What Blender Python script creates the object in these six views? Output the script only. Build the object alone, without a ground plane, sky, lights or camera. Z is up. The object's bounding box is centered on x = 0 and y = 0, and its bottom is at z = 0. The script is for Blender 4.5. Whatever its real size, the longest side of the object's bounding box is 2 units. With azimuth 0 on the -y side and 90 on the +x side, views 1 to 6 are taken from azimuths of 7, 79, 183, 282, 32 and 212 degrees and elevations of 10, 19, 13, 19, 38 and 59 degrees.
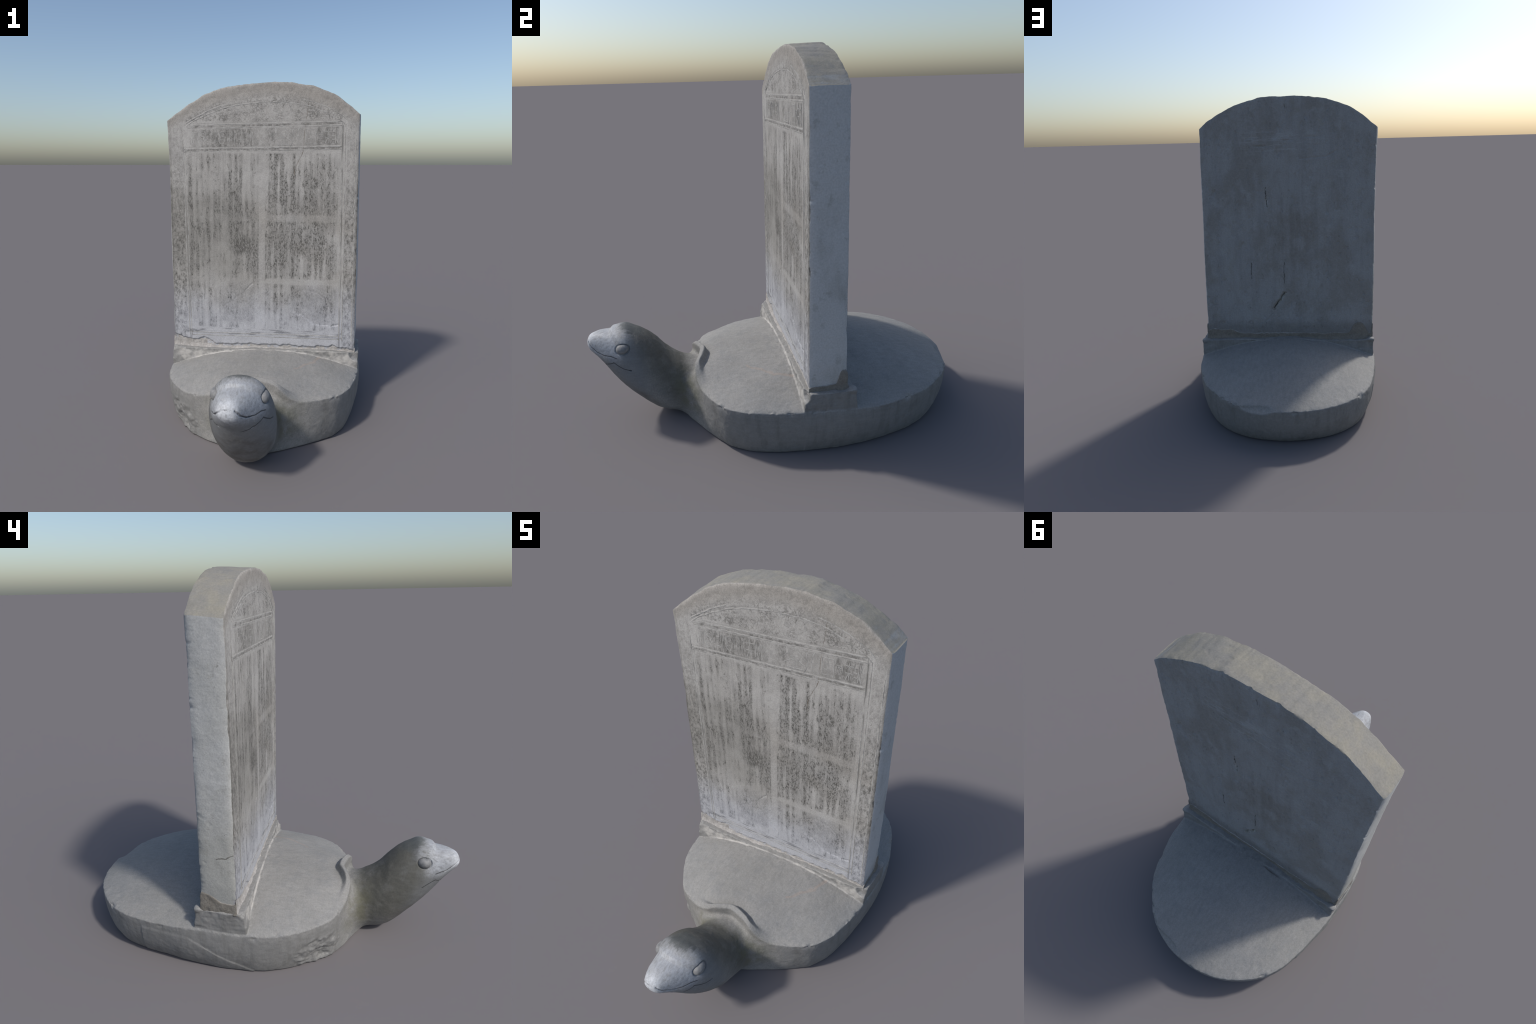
# Stone stele standing on a carved tortoise: procedural description.
# x = across the stele, y = head (-) to tail (+), z = up, metres.
import bpy, math, random
import numpy as np

random.seed(7)
RNG = np.random.default_rng(7)

# ------------------------------------------------------------------ helpers
def smoothstep(a, b, x):
    t = np.clip((x - a) / (b - a), 0.0, 1.0)
    return t * t * (3 - 2 * t)

def smin(a, b, k):
    h = np.maximum(k - np.abs(a - b), 0.0) / k
    return np.minimum(a, b) - h * h * k * 0.25

def smax(a, b, k):
    return -smin(-a, -b, k)

def _hash(i, j, k, seed):
    n = (i * 374761393 + j * 668265263 + k * 2147483647 + seed * 1274126177) & 0xFFFFFFFF
    n = ((n ^ (n >> 13)) * 1274126177) & 0xFFFFFFFF
    n = (n ^ (n >> 16)) & 0xFFFF
    return n.astype(np.float64) / 32767.5 - 1.0

def noise3(x, y, z, seed=0):
    """value noise in -1..1"""
    x, y, z = np.broadcast_arrays(np.asarray(x, float), np.asarray(y, float), np.asarray(z, float))
    i, j, k = np.floor(x).astype(np.int64), np.floor(y).astype(np.int64), np.floor(z).astype(np.int64)
    u, v, w = x - i, y - j, z - k
    u, v, w = u*u*(3-2*u), v*v*(3-2*v), w*w*(3-2*w)
    r = 0
    for a in (0, 1):
        for b in (0, 1):
            for c in (0, 1):
                r = r + _hash(i+a, j+b, k+c, seed) * (u if a else 1-u) * (v if b else 1-v) * (w if c else 1-w)
    return r

def fbm(x, y, z, octaves=4, seed=0):
    s, amp, f = 0, 0.5, 1.0
    for o in range(octaves):
        s = s + amp * noise3(x*f, y*f, z*f, seed + 17*o)
        amp *= 0.5
        f *= 2.03
    return s

def smooth_interp(x, xs, ys):
    """monotone-ish cubic (Catmull-Rom slopes, clamped) through control points"""
    xs, ys = np.asarray(xs, float), np.asarray(ys, float)
    d = np.diff(ys) / np.diff(xs)
    m = np.empty_like(ys)
    m[1:-1] = np.where(d[:-1] * d[1:] > 0, 2 * d[:-1] * d[1:] / (d[:-1] + d[1:] + 1e-12), 0)
    m[0], m[-1] = d[0], d[-1]
    x = np.clip(x, xs[0], xs[-1])
    i = np.clip(np.searchsorted(xs, x) - 1, 0, len(xs) - 2)
    h = xs[i+1] - xs[i]
    t = (x - xs[i]) / h
    return ((2*t**3-3*t**2+1)*ys[i] + (t**3-2*t**2+t)*h*m[i] + (-2*t**3+3*t**2)*ys[i+1] + (t**3-t**2)*h*m[i+1])

def dist_polyline(x, y, z, pts):
    d = np.full(np.shape(x), 1e9)
    for (a, b) in zip(pts[:-1], pts[1:]):
        a, b = np.array(a), np.array(b)
        ab = b - a
        t = np.clip(((x-a[0])*ab[0] + (y-a[1])*ab[1] + (z-a[2])*ab[2]) / (ab @ ab), 0, 1)
        d = np.minimum(d, (x-a[0]-t*ab[0])**2 + (y-a[1]-t*ab[1])**2 + (z-a[2]-t*ab[2])**2)
    return np.sqrt(d)

# ------------------------------------------------------------------ tortoise: outline of the shell
CX, CY = 0.0, 0.27
# rim control points: x, y, rim height, inset of the foot of the wall
RIM = [(0.579, 0.27, 0.244, .048), (0.572, 0.12, 0.250, .047), (0.561, 0.02, 0.252, .045), (0.532, -0.13, 0.252, .038),
       (0.482, -0.27, 0.250, .040), (0.408, -0.355, 0.248, .036), (0.314, -0.405, 0.248, .020), (0.205, -0.444, 0.25, -.006),
       (0.135, -0.453, 0.255, -.030), (0.07, -0.430, 0.255, -.058), (-0.015, -0.412, 0.255, -.078), (-0.085, -0.436, 0.255, -.050), (-0.155, -0.450, 0.252, -.026),
       (-0.270, -0.420, 0.247, -.004), (-0.370, -0.373, 0.240, .020), (-0.452, -0.287, 0.232, .036), (-0.525, -0.170, 0.228, .036),
       (-0.565, -0.040, 0.226, .036), (-0.574, 0.08, 0.227, .040), (-0.570, 0.27, 0.233, .046), (-0.556, 0.43, 0.226, .058),
       (-0.530, 0.57, 0.221, .062), (-0.443, 0.787, 0.219, .054), (-0.300, 0.917, 0.219, .063), (-0.12, 0.990, 0.220, .076),
       (0.075, 0.997, 0.220, .076), (0.262, 0.938, 0.226, .062), (0.405, 0.815, 0.232, .046), (0.476, 0.720, 0.234, .048), (0.548, 0.52, 0.234, .050)]
_r = np.array(RIM)
_th = np.arctan2(_r[:, 1] - CY, _r[:, 0] - CX)
_o = np.argsort(_th)
_th, _r = _th[_o], _r[_o]
_rad = np.hypot(_r[:, 0] - CX, _r[:, 1] - CY)
TH = np.concatenate([_th[-4:] - 2*np.pi, _th, _th[:4] + 2*np.pi])
wrap = lambda v: np.concatenate([v[-4:], v, v[:4]])
GRID_TH = np.linspace(-np.pi, np.pi, 2048)
def _table(v):
    t = smooth_interp(GRID_TH, TH, wrap(v))
    k = np.hanning(27); k /= k.sum()
    return np.convolve(np.concatenate([t[-14:-1], t, t[1:14]]), k, 'valid')
T_RAD, T_Z, T_IN = _table(_rad), _table(_r[:, 2]), _table(_r[:, 3])
# raised lip of the shell over the neck, by x
LIP_X = [-.30, -.25, -.20, -.16, -.12, -.09, -.03, .03, .08, .11, .14, .18, .23]
LIP_H = [0, .010, .028, .050, .076, .086, .091, .092, .090, .082, .060, .026, .004]

def rim_at(x, y):
    th = np.arctan2(y - CY, x - CX)
    r = np.hypot(x - CX, y - CY)
    return r, np.interp(th, GRID_TH, T_RAD), np.interp(th, GRID_TH, T_Z), np.interp(th, GRID_TH, T_IN)

def dome_height(x, y, r, R, zr):
    rho = np.clip(r / R, 0, 1.15)
    p = 1.7 + (0.6 + 1.4 * np.exp(-(x / .20) ** 2)) * smoothstep(0.06, -0.20, y)           # the shell is fuller towards the neck
    z = zr + (0.363 - zr) * (1 - rho ** p)
    front = smoothstep(-0.05, -0.38, y)
    inward = np.maximum(R - r, 0)
    lip = smooth_interp(x, LIP_X, LIP_H) * (y < 0) * smoothstep(.26, .20, x)
    wide = smooth_interp(x / (1 + 5.0 * inward), LIP_X, LIP_H)
    swell = wide * .45 * (1 - smoothstep(0.0, 0.31, inward)) * front
    # thin raised collar edge, then a shallow valley
    ridge = lip * .55 * (1 - smoothstep(0.020, 0.052, inward))
    valley = -.0 * lip * np.exp(-((inward - .072) / .022) ** 2)
    return z + swell + ridge + valley

# ------------------------------------------------------------------ neck and head, by y
NY  = [-1.002, -.998, -.985, -.965, -.93, -.885, -.85, -.81, -.75, -.70, -.65, -.60, -.55, -.50, -.44, -.36, -.25]
NT  = [.455, .470, .489, .500, .510, .515, .521, .528, .516, .485, .438, .380, .338, .308, .290, .240, .18]
NB  = [.445, .430, .408, .387, .346, .279, .230, .180, .118, .068, .028, .008, .002, .000, .000, .000, .00]
NA  = [.006, .025, .043, .057, .079, .103, .120, .137, .153, .158, .156, .152, .150, .152, .156, .15, .12]
NCX = [-.046, -.044, -.041, -.038, -.033, -.025, -.020, -.018, -.019, -.021, -.023, -.021, -.015, -.013, -.012, -.01, -.01]

# carved creases of the face: points in space, half width, depth
MOUTH = [
    ([(-.012, -.990, .466), (.006, -.978, .442), (.030, -.945, .419), (.052, -.912, .414), (.070, -.877, .416), (.084, -.848, .408)], .0034, .0095),
    ([(.080, -.865, .382), (.092, -.838, .364), (.104, -.815, .352), (.125, -.778, .342)], .0034, .0085),
    ([(.040, -.920, .342), (.058, -.895, .366), (.080, -.865, .380)], .0034, .008),
    ([(-.050, -1.00, .472), (-.066, -.996, .472), (-.078, -.990, .458), (-.098, -.955, .434), (-.106, -.932, .418), (-.113, -.905, .414), (-.120, -.878, .404)], .0034, .0095),
    ([(-.135, -.815, .330), (-.124, -.848, .350), (-.112, -.880, .368)], .0034, .0085),
    ([(-.095, -.912, .352), (-.112, -.880, .368)], .0034, .007),
    ([(-.080, -.940, .488), (-.064, -.962, .493)], .004, .0035), ([(-.010, -.950, .490), (.004, -.935, .486)], .004, .003),
]
# soft swellings: lower lip bulges, cheeks, muzzle
BULGES = [((.062, -.885, .388), .026, -.005), ((-.108, -.888, .388), .026, -.005), ((.098, -.805, .395), .035, -.004), ((-.135, -.812, .400), .035, -.004)]
EYES = {'r': (0.080, -0.812, 0.453), 'l': (-0.116, -0.818, 0.458)}

def neck_field(x, y, z):
    t, b = smooth_interp(y, NY, NT), smooth_interp(y, NY, NB)
    a, cx = smooth_interp(y, NY, NA), smooth_interp(y, NY, NCX)
    zc, h = (t + b) / 2, np.maximum((t - b) / 2, .004)
    low = np.clip((zc - z) / h, 0, 1)
    u, v = np.abs(x - cx - .006 * low) / (a * (1 - .02 * low)), np.abs(z - zc) / h
    e = 2.2 - .10 * low
    f = (u ** e + v ** e) ** (1 / e)
    d = (f - 1) * np.minimum(a, h)
    d = np.where(y < -1.002, np.maximum(d, -1.002 - y), d)
    d = np.where(y > -.30, np.maximum(d, y + .25), d)
    return d

def block_field(x, y, z, dwall):
    """socket block across the shell that holds the slab"""
    tilt = 0.012 * np.sign(y - .165) * smoothstep(.35, .22, z)
    d = np.abs(y - (.165 + tilt)) - .121
    d = np.maximum(d, z - (.346 + .006 * np.sin(5 * x)))
    return np.maximum(d, dwall)

def body_field(x, y, z):
    r, R, zr, ins = rim_at(x, y)
    zt = dome_height(x, y, r, R, zr)
    h = np.clip((zr - z) / zr, 0, 1.1)
    bulge = -.010 * np.sin(np.clip(h, 0, 1) * np.pi * .9) * smoothstep(.35, .0, np.abs(y - .2))
    dw = (r - R + ins * (.2 * h + .8 * h ** 3.2) + bulge) * 0.95
    dome = (z - zt) * 0.93
    body = smax(dw, dome, .006)
    # socket block, flush with the wall at both ends
    blk = block_field(x, y, z, dw + .004 + .004 * (x < 0))
    body = smin(body, blk, .008)
    for (bx, by, bz), (rx, ry, rz) in (((.575, .035, .345), (.075, .030, .050)), ((-.58, .04, .36), (.05, .03, .04)), ((.30, .03, .352), (.10, .010, .012)), ((-.2, .30, .355), (.12, .012, .015))):
        q = np.sqrt(((x - bx) / rx) ** 2 + ((y - by) / ry) ** 2 + ((z - bz) / rz) ** 2)
        body = np.where(q < 1.6, smax(body, (1 - q) * ry, .004), body)
    for (bx, by, bz) in ((.555, .272, .345), (-.548, .276, .346)):      # lugs left at the rear corners
        body = smin(body, np.sqrt((x - bx) ** 2 + (y - by) ** 2 + ((z - bz) * 1.5) ** 2) - .019, .02)
    neck = neck_field(x, y, z)
    k = .022 + .085 * smoothstep(.34, .16, z)
    d = smin(body, neck, k)
    # weathered hollow low on the left of the chest
    q = np.sqrt(((x + .49) / .122) ** 2 + ((y + .40) / .145) ** 2 + ((z - .040) / .092) ** 2)
    d = smax(d, (1 - q) * .10, .03)
    # broken bit of the rim at the tail
    q = np.sqrt(((x - .22) / .16) ** 2 + ((y - .985) / .045) ** 2 + ((z - .235) / .04) ** 2)
    d = smax(d, (1 - q) * .035, .008)
    # eye sockets, brow step, mouth
    hd = y < -.72
    if np.any(hd):
        X, Y, Z, D = x[hd], y[hd], z[hd], d[hd]
        for s, (ex, ey, ez) in EYES.items():
            q = np.sqrt(((Y - ey) / .042) ** 2 + ((Z - ez - .1 * (Y - ey)) / .033) ** 2 + ((X - ex) / .06) ** 2)
            D = D + .006 * (1 - smoothstep(.84, 1.02, q))
        cxm = -.02
        yb = -.872 + .9 * (X - cxm) ** 2 * 4
        brow = smoothstep(yb - .012, yb + .006, Y) * smoothstep(-.74, -.80, Y) * smoothstep(.435, .49, Z)
        D = D - .010 * brow
        for pts, w, dep in MOUTH:
            dd = dist_polyline(X, Y, Z, pts)
            D = D + dep * np.exp(-(dd / w) ** 2)
        for (bx, by, bz), w, dep in BULGES:
            D = D + dep * np.exp(-((X - bx) ** 2 + (Y - by) ** 2 + (Z - bz) ** 2) / w ** 2)
        d = d.copy(); d[hd] = D
    return smax(d, -z, .012)

# ------------------------------------------------------------------ iso-surface by naive surface nets on a rectilinear grid
def axis_steps(parts):
    out = []
    for a, b, step in parts:
        n = max(1, round((b - a) / step))
        out.append(np.linspace(a, b, n, endpoint=False))
    out.append([parts[-1][1]])
    return np.concatenate(out)

def surface_nets(field, gx, gy, gz, stride=4, band=.045):
    n = tuple(len(g) for g in (gx, gy, gz))
    S = np.full(n, 1.0, np.float32)
    cx, cy, cz = gx[::stride], gy[::stride], gz[::stride]
    X, Y, Z = np.meshgrid(cx, cy, cz, indexing='ij')
    C = field(X.ravel(), Y.ravel(), Z.ravel()).reshape(X.shape)
    rep = np.repeat(np.repeat(np.repeat(C, stride, 0), stride, 1), stride, 2)[:n[0], :n[1], :n[2]]
    S[:] = rep
    near = np.abs(rep) < band
    I = np.nonzero(near)
    CH = 2_000_000
    for s in range(0, len(I[0]), CH):
        i, j, k = I[0][s:s+CH], I[1][s:s+CH], I[2][s:s+CH]
        S[i, j, k] = field(gx[i], gy[j], gz[k])
    inside = S < 0
    corner = [(a, b, c) for a in (0, 1) for b in (0, 1) for c in (0, 1)]
    sl = lambda a, m: slice(a, m - 1 + a)
    cnt = sum(inside[sl(a, n[0]), sl(b, n[1]), sl(c, n[2])].astype(np.int8) for a, b, c in corner)
    act = (cnt > 0) & (cnt < 8)
    idx = np.full(act.shape, -1, np.int64)
    ci, cj, ck = np.nonzero(act)
    idx[ci, cj, ck] = np.arange(len(ci))
    acc = np.zeros((len(ci), 3)); num = np.zeros(len(ci))
    for a in corner:
        for ax in range(3):
            if a[ax]: continue
            b = list(a); b[ax] = 1
            sa = S[ci + a[0], cj + a[1], ck + a[2]].astype(float)
            sb = S[ci + b[0], cj + b[1], ck + b[2]].astype(float)
            m = (sa < 0) != (sb < 0)
            t = np.where(m, sa / np.where(m, sa - sb, 1), 0)
            P = [gx[ci + a[0]], gy[cj + a[1]], gz[ck + a[2]]]
            Q = [gx[ci + b[0]], gy[cj + b[1]], gz[ck + b[2]]]
            for q in range(3):
                acc[:, q] += np.where(m, P[q] + t * (Q[q] - P[q]), 0)
            num += m
    V = acc / num[:, None]
    F = []
    for ax in range(3):
        lo = [slice(1, n[0]-1), slice(1, n[1]-1), slice(1, n[2]-1)]
        hi = list(lo)
        lo[ax] = slice(0, n[ax]-1); hi[ax] = slice(1, n[ax])
        A, B = inside[tuple(lo)], inside[tuple(hi)]
        for flip, m in ((False, A & ~B), (True, ~A & B)):
            e = [v.copy() for v in np.nonzero(m)]
            for q in range(3):
                if q != ax: e[q] = e[q] + 1
            u, w = [(1, 2), (2, 0), (0, 1)][ax]
            quad = []
            for du, dw in ((1, 1), (0, 1), (0, 0), (1, 0)):
                c = [v.copy() for v in e]
                c[u] = c[u] - du; c[w] = c[w] - dw
                quad.append(idx[c[0], c[1], c[2]])
            quad = np.stack(quad, 1)
            F.append(quad[:, ::-1] if flip else quad)
    return V, np.concatenate(F)

def gradient(field, V, e=.0015):
    g = np.stack([field(V[:, 0] + e*a, V[:, 1] + e*b, V[:, 2] + e*c) - field(V[:, 0] - e*a, V[:, 1] - e*b, V[:, 2] - e*c)
                  for a, b, c in ((1, 0, 0), (0, 1, 0), (0, 0, 1))], 1)
    return g / (2*e)

def build_tortoise_surface():
    gx = axis_steps([(-.62, -.19, .0052), (-.19, .16, .0028), (.16, .62, .0052)])
    gy = axis_steps([(-1.02, -.72, .0028), (-.72, -.38, .0042), (-.38, 1.02, .0052)])
    gz = axis_steps([(-.03, .30, .0042), (.30, .57, .0030)])
    V, F = surface_nets(body_field, gx, gy, gz)
    for _ in range(2):
        d = body_field(V[:, 0], V[:, 1], V[:, 2])
        g = gradient(body_field, V)
        V = V - g * np.clip(d / np.maximum((g**2).sum(1), .05), -.006, .006)[:, None]
    g = gradient(body_field, V, .004)
    N = g / np.maximum(np.linalg.norm(g, axis=1), 1e-6)[:, None]
    x, y, z = V.T
    amp = .0045 * fbm(x*5.3 + .3*y, y*5.1, z*5.7, 4, 3) + .0016 * fbm(x*45, y*45, z*45, 3, 5)
    # rough tooling of the weathered hollow and of the rim
    q = np.sqrt(((x + .44) / .17) ** 2 + ((y + .33) / .16) ** 2 + ((z - .06) / .12) ** 2)
    amp = amp + (1 - smoothstep(.75, 1.05, q)) * (.016 * fbm(x*22, y*22, z*30, 4, 9))
    r, R, zr, ins = rim_at(x, y)
    edge = np.exp(-((r - R) / .012) ** 2 - ((z - zr) / .015) ** 2) * (y > -.40)
    amp = amp - edge * (.002 + .035 * np.maximum(fbm(x*19, y*19, z*19, 5, 11) - .16, 0) + .003 * fbm(x*60, y*60, z*60, 2, 13))
    blk = (z > zr + .02) & (y > .02) & (y < .31)
    amp = amp + np.where(blk, .005 * fbm(x*34, y*34, z*34, 4, 21), 0)
    # lower left panel: skin of the flank stands a little proud behind a curved crease
    ycr = .36 - 1.9 * np.clip(.195 - z, 0, 1) - .0 * z
    amp = amp + .0035 * smoothstep(ycr - .004, ycr + .004, y) * (x < -.35) * smoothstep(.19, .17, z) * (y < .6)
    head = smoothstep(-.62, -.72, y)
    amp = amp * (1 - .45 * head)
    V = V + N * np.where(z < .004, 0, amp)[:, None]
    V[:, 2] = np.maximum(V[:, 2], 0)
    return V, F

# ------------------------------------------------------------------ mesh helpers
def new_mesh(name, V, F, smooth=True):
    V = np.ascontiguousarray(V, np.float32); F = np.ascontiguousarray(F, np.int32)
    me = bpy.data.meshes.new(name)
    me.vertices.add(len(V)); me.vertices.foreach_set('co', V.ravel())
    k = F.shape[1]
    me.loops.add(F.size); me.loops.foreach_set('vertex_index', F.ravel())
    me.polygons.add(len(F)); me.polygons.foreach_set('loop_start', np.arange(0, F.size, k, dtype=np.int32))
    me.update(calc_edges=True)
    me.polygons.foreach_set('use_smooth', np.full(len(F), smooth))
    me.validate()
    return me

def add_object(name, data, parent, mat=None):
    ob = bpy.data.objects.new(name, data)
    bpy.context.scene.collection.objects.link(ob)
    if parent: ob.parent = parent
    if mat is not None and data is not None: data.materials.append(mat)
    return ob

def vertex_normals(V, F):
    n = np.zeros_like(V)
    a, b, c, d = (V[F[:, i]] for i in range(4))
    fn = np.cross(c - a, d - b)
    for i in range(4):
        for q in range(3):
            n[:, q] += np.bincount(F[:, i], fn[:, q], len(V))
    return n / np.maximum(np.linalg.norm(n, axis=1), 1e-12)[:, None]

# ------------------------------------------------------------------ node helpers
class Nodes:
    """tiny expression layer over a shader node tree"""
    def __init__(self, name):
        self.mat = bpy.data.materials.new(name)
        self.mat.use_nodes = True
        self.t = self.mat.node_tree
        self.t.nodes.clear()
        self.out = self.t.nodes.new('ShaderNodeOutputMaterial')
        self.bsdf = self.t.nodes.new('ShaderNodeBsdfPrincipled')
        self.t.links.new(self.bsdf.outputs[0], self.out.inputs[0])
        tc = self.t.nodes.new('ShaderNodeTexCoord')
        self.co = tc.outputs['Object']
        s = self.t.nodes.new('ShaderNodeSeparateXYZ')
        self.t.links.new(self.co, s.inputs[0])
        self.x, self.y, self.z = s.outputs
        g = self.t.nodes.new('ShaderNodeNewGeometry')
        sn = self.t.nodes.new('ShaderNodeSeparateXYZ')
        self.t.links.new(g.outputs['Normal'], sn.inputs[0])
        self.nx, self.ny, self.nz = sn.outputs
        self.point = g.outputs['Pointiness']
    def put(self, sock, v):
        if isinstance(v, bpy.types.NodeSocket): self.t.links.new(v, sock)
        else: sock.default_value = v
    def m(self, op, a, b=0.0, c=0.0, clamp=False):
        n = self.t.nodes.new('ShaderNodeMath'); n.operation = op; n.use_clamp = clamp
        self.put(n.inputs[0], a); self.put(n.inputs[1], b); self.put(n.inputs[2], c)
        return n.outputs[0]
    def add(self, a, b): return self.m('ADD', a, b)
    def sub(self, a, b): return self.m('SUBTRACT', a, b)
    def mul(self, *v):
        r = v[0]
        for q in v[1:]: r = self.m('MULTIPLY', r, q)
        return r
    def step(self, a, b, v, lo=0.0, hi=1.0):
        n = self.t.nodes.new('ShaderNodeMapRange'); n.interpolation_type = 'SMOOTHSTEP'
        flip = b < a
        if flip: a, b, lo, hi = b, a, hi, lo
        self.put(n.inputs['Value'], v); n.inputs['From Min'].default_value = a; n.inputs['From Max'].default_value = b
        n.inputs['To Min'].default_value = lo; n.inputs['To Max'].default_value = hi
        return n.outputs[0]
    def band(self, v, a, b, soft):
        return self.mul(self.step(a - soft, a + soft, v), self.step(b + soft, b - soft, v))
    def noise(self, scale, detail=4.0, rough=.55, stretch=(1, 1, 1), shift=(0, 0, 0), distort=0.0):
        mp = self.t.nodes.new('ShaderNodeMapping')
        self.t.links.new(self.co, mp.inputs[0])
        mp.inputs['Scale'].default_value = stretch; mp.inputs['Location'].default_value = shift
        n = self.t.nodes.new('ShaderNodeTexNoise')
        self.t.links.new(mp.outputs[0], n.inputs['Vector'])
        n.inputs['Scale'].default_value = scale; n.inputs['Detail'].default_value = detail
        n.inputs['Roughness'].default_value = rough; n.inputs['Distortion'].default_value = distort
        return n.outputs[0]
    def voronoi(self, scale, stretch=(1, 1, 1), feature='F1', shift=(0, 0, 0)):
        mp = self.t.nodes.new('ShaderNodeMapping')
        self.t.links.new(self.co, mp.inputs[0]); mp.inputs['Scale'].default_value = stretch
        mp.inputs['Location'].default_value = shift
        n = self.t.nodes.new('ShaderNodeTexVoronoi'); n.feature = feature
        self.t.links.new(mp.outputs[0], n.inputs['Vector']); n.inputs['Scale'].default_value = scale
        return n.outputs['Distance']
    def mix(self, f, a, b, mode='MIX'):
        n = self.t.nodes.new('ShaderNodeMix'); n.data_type = 'RGBA'; n.blend_type = mode
        col = lambda v: (*v, 1.0) if isinstance(v, tuple) and len(v) == 3 else v
        self.put(n.inputs[0], f); self.put(n.inputs[6], col(a)); self.put(n.inputs[7], col(b))
        return n.outputs[2]
    def scale(self, col, f):
        """multiply a colour by a scalar"""
        n = self.t.nodes.new('ShaderNodeVectorMath'); n.operation = 'SCALE'
        self.put(n.inputs[0], col if not isinstance(col, tuple) else col); self.put(n.inputs['Scale'], f)
        return n.outputs[0]
    def segment(self, u, v, pts, w):
        """1 on the polyline pts (in the plane of u, v), 0 at distance w"""
        best = None
        for (ax, ay), (bx, by) in zip(pts[:-1], pts[1:]):
            dx, dy = bx - ax, by - ay
            L = dx*dx + dy*dy
            pu, pv = self.sub(u, ax), self.sub(v, ay)
            t = self.m('DIVIDE', self.add(self.mul(pu, dx), self.mul(pv, dy)), L, clamp=True)
            eu, ev = self.sub(pu, self.mul(t, dx)), self.sub(pv, self.mul(t, dy))
            d = self.m('SQRT', self.add(self.mul(eu, eu), self.mul(ev, ev)))
            best = d if best is None else self.m('MINIMUM', best, d)
        return self.step(w, w * .3, best)
    def finish(self, col, rough, height=None, strength=.3, dist=.004):
        self.put(self.bsdf.inputs['Base Color'], col)
        self.put(self.bsdf.inputs['Roughness'], rough)
        self.bsdf.inputs['Specular IOR Level'].default_value = .3
        if height is not None:
            b = self.t.nodes.new('ShaderNodeBump')
            b.inputs['Strength'].default_value = strength; b.inputs['Distance'].default_value = dist
            self.put(b.inputs['Height'], height)
            self.t.links.new(b.outputs[0], self.bsdf.inputs['Normal'])
        return self.mat

# ------------------------------------------------------------------ materials
def grain(n):
    return n.add(n.mul(n.noise(60, 5, .6), .6), n.mul(n.noise(220, 3, .6), .4))

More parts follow.
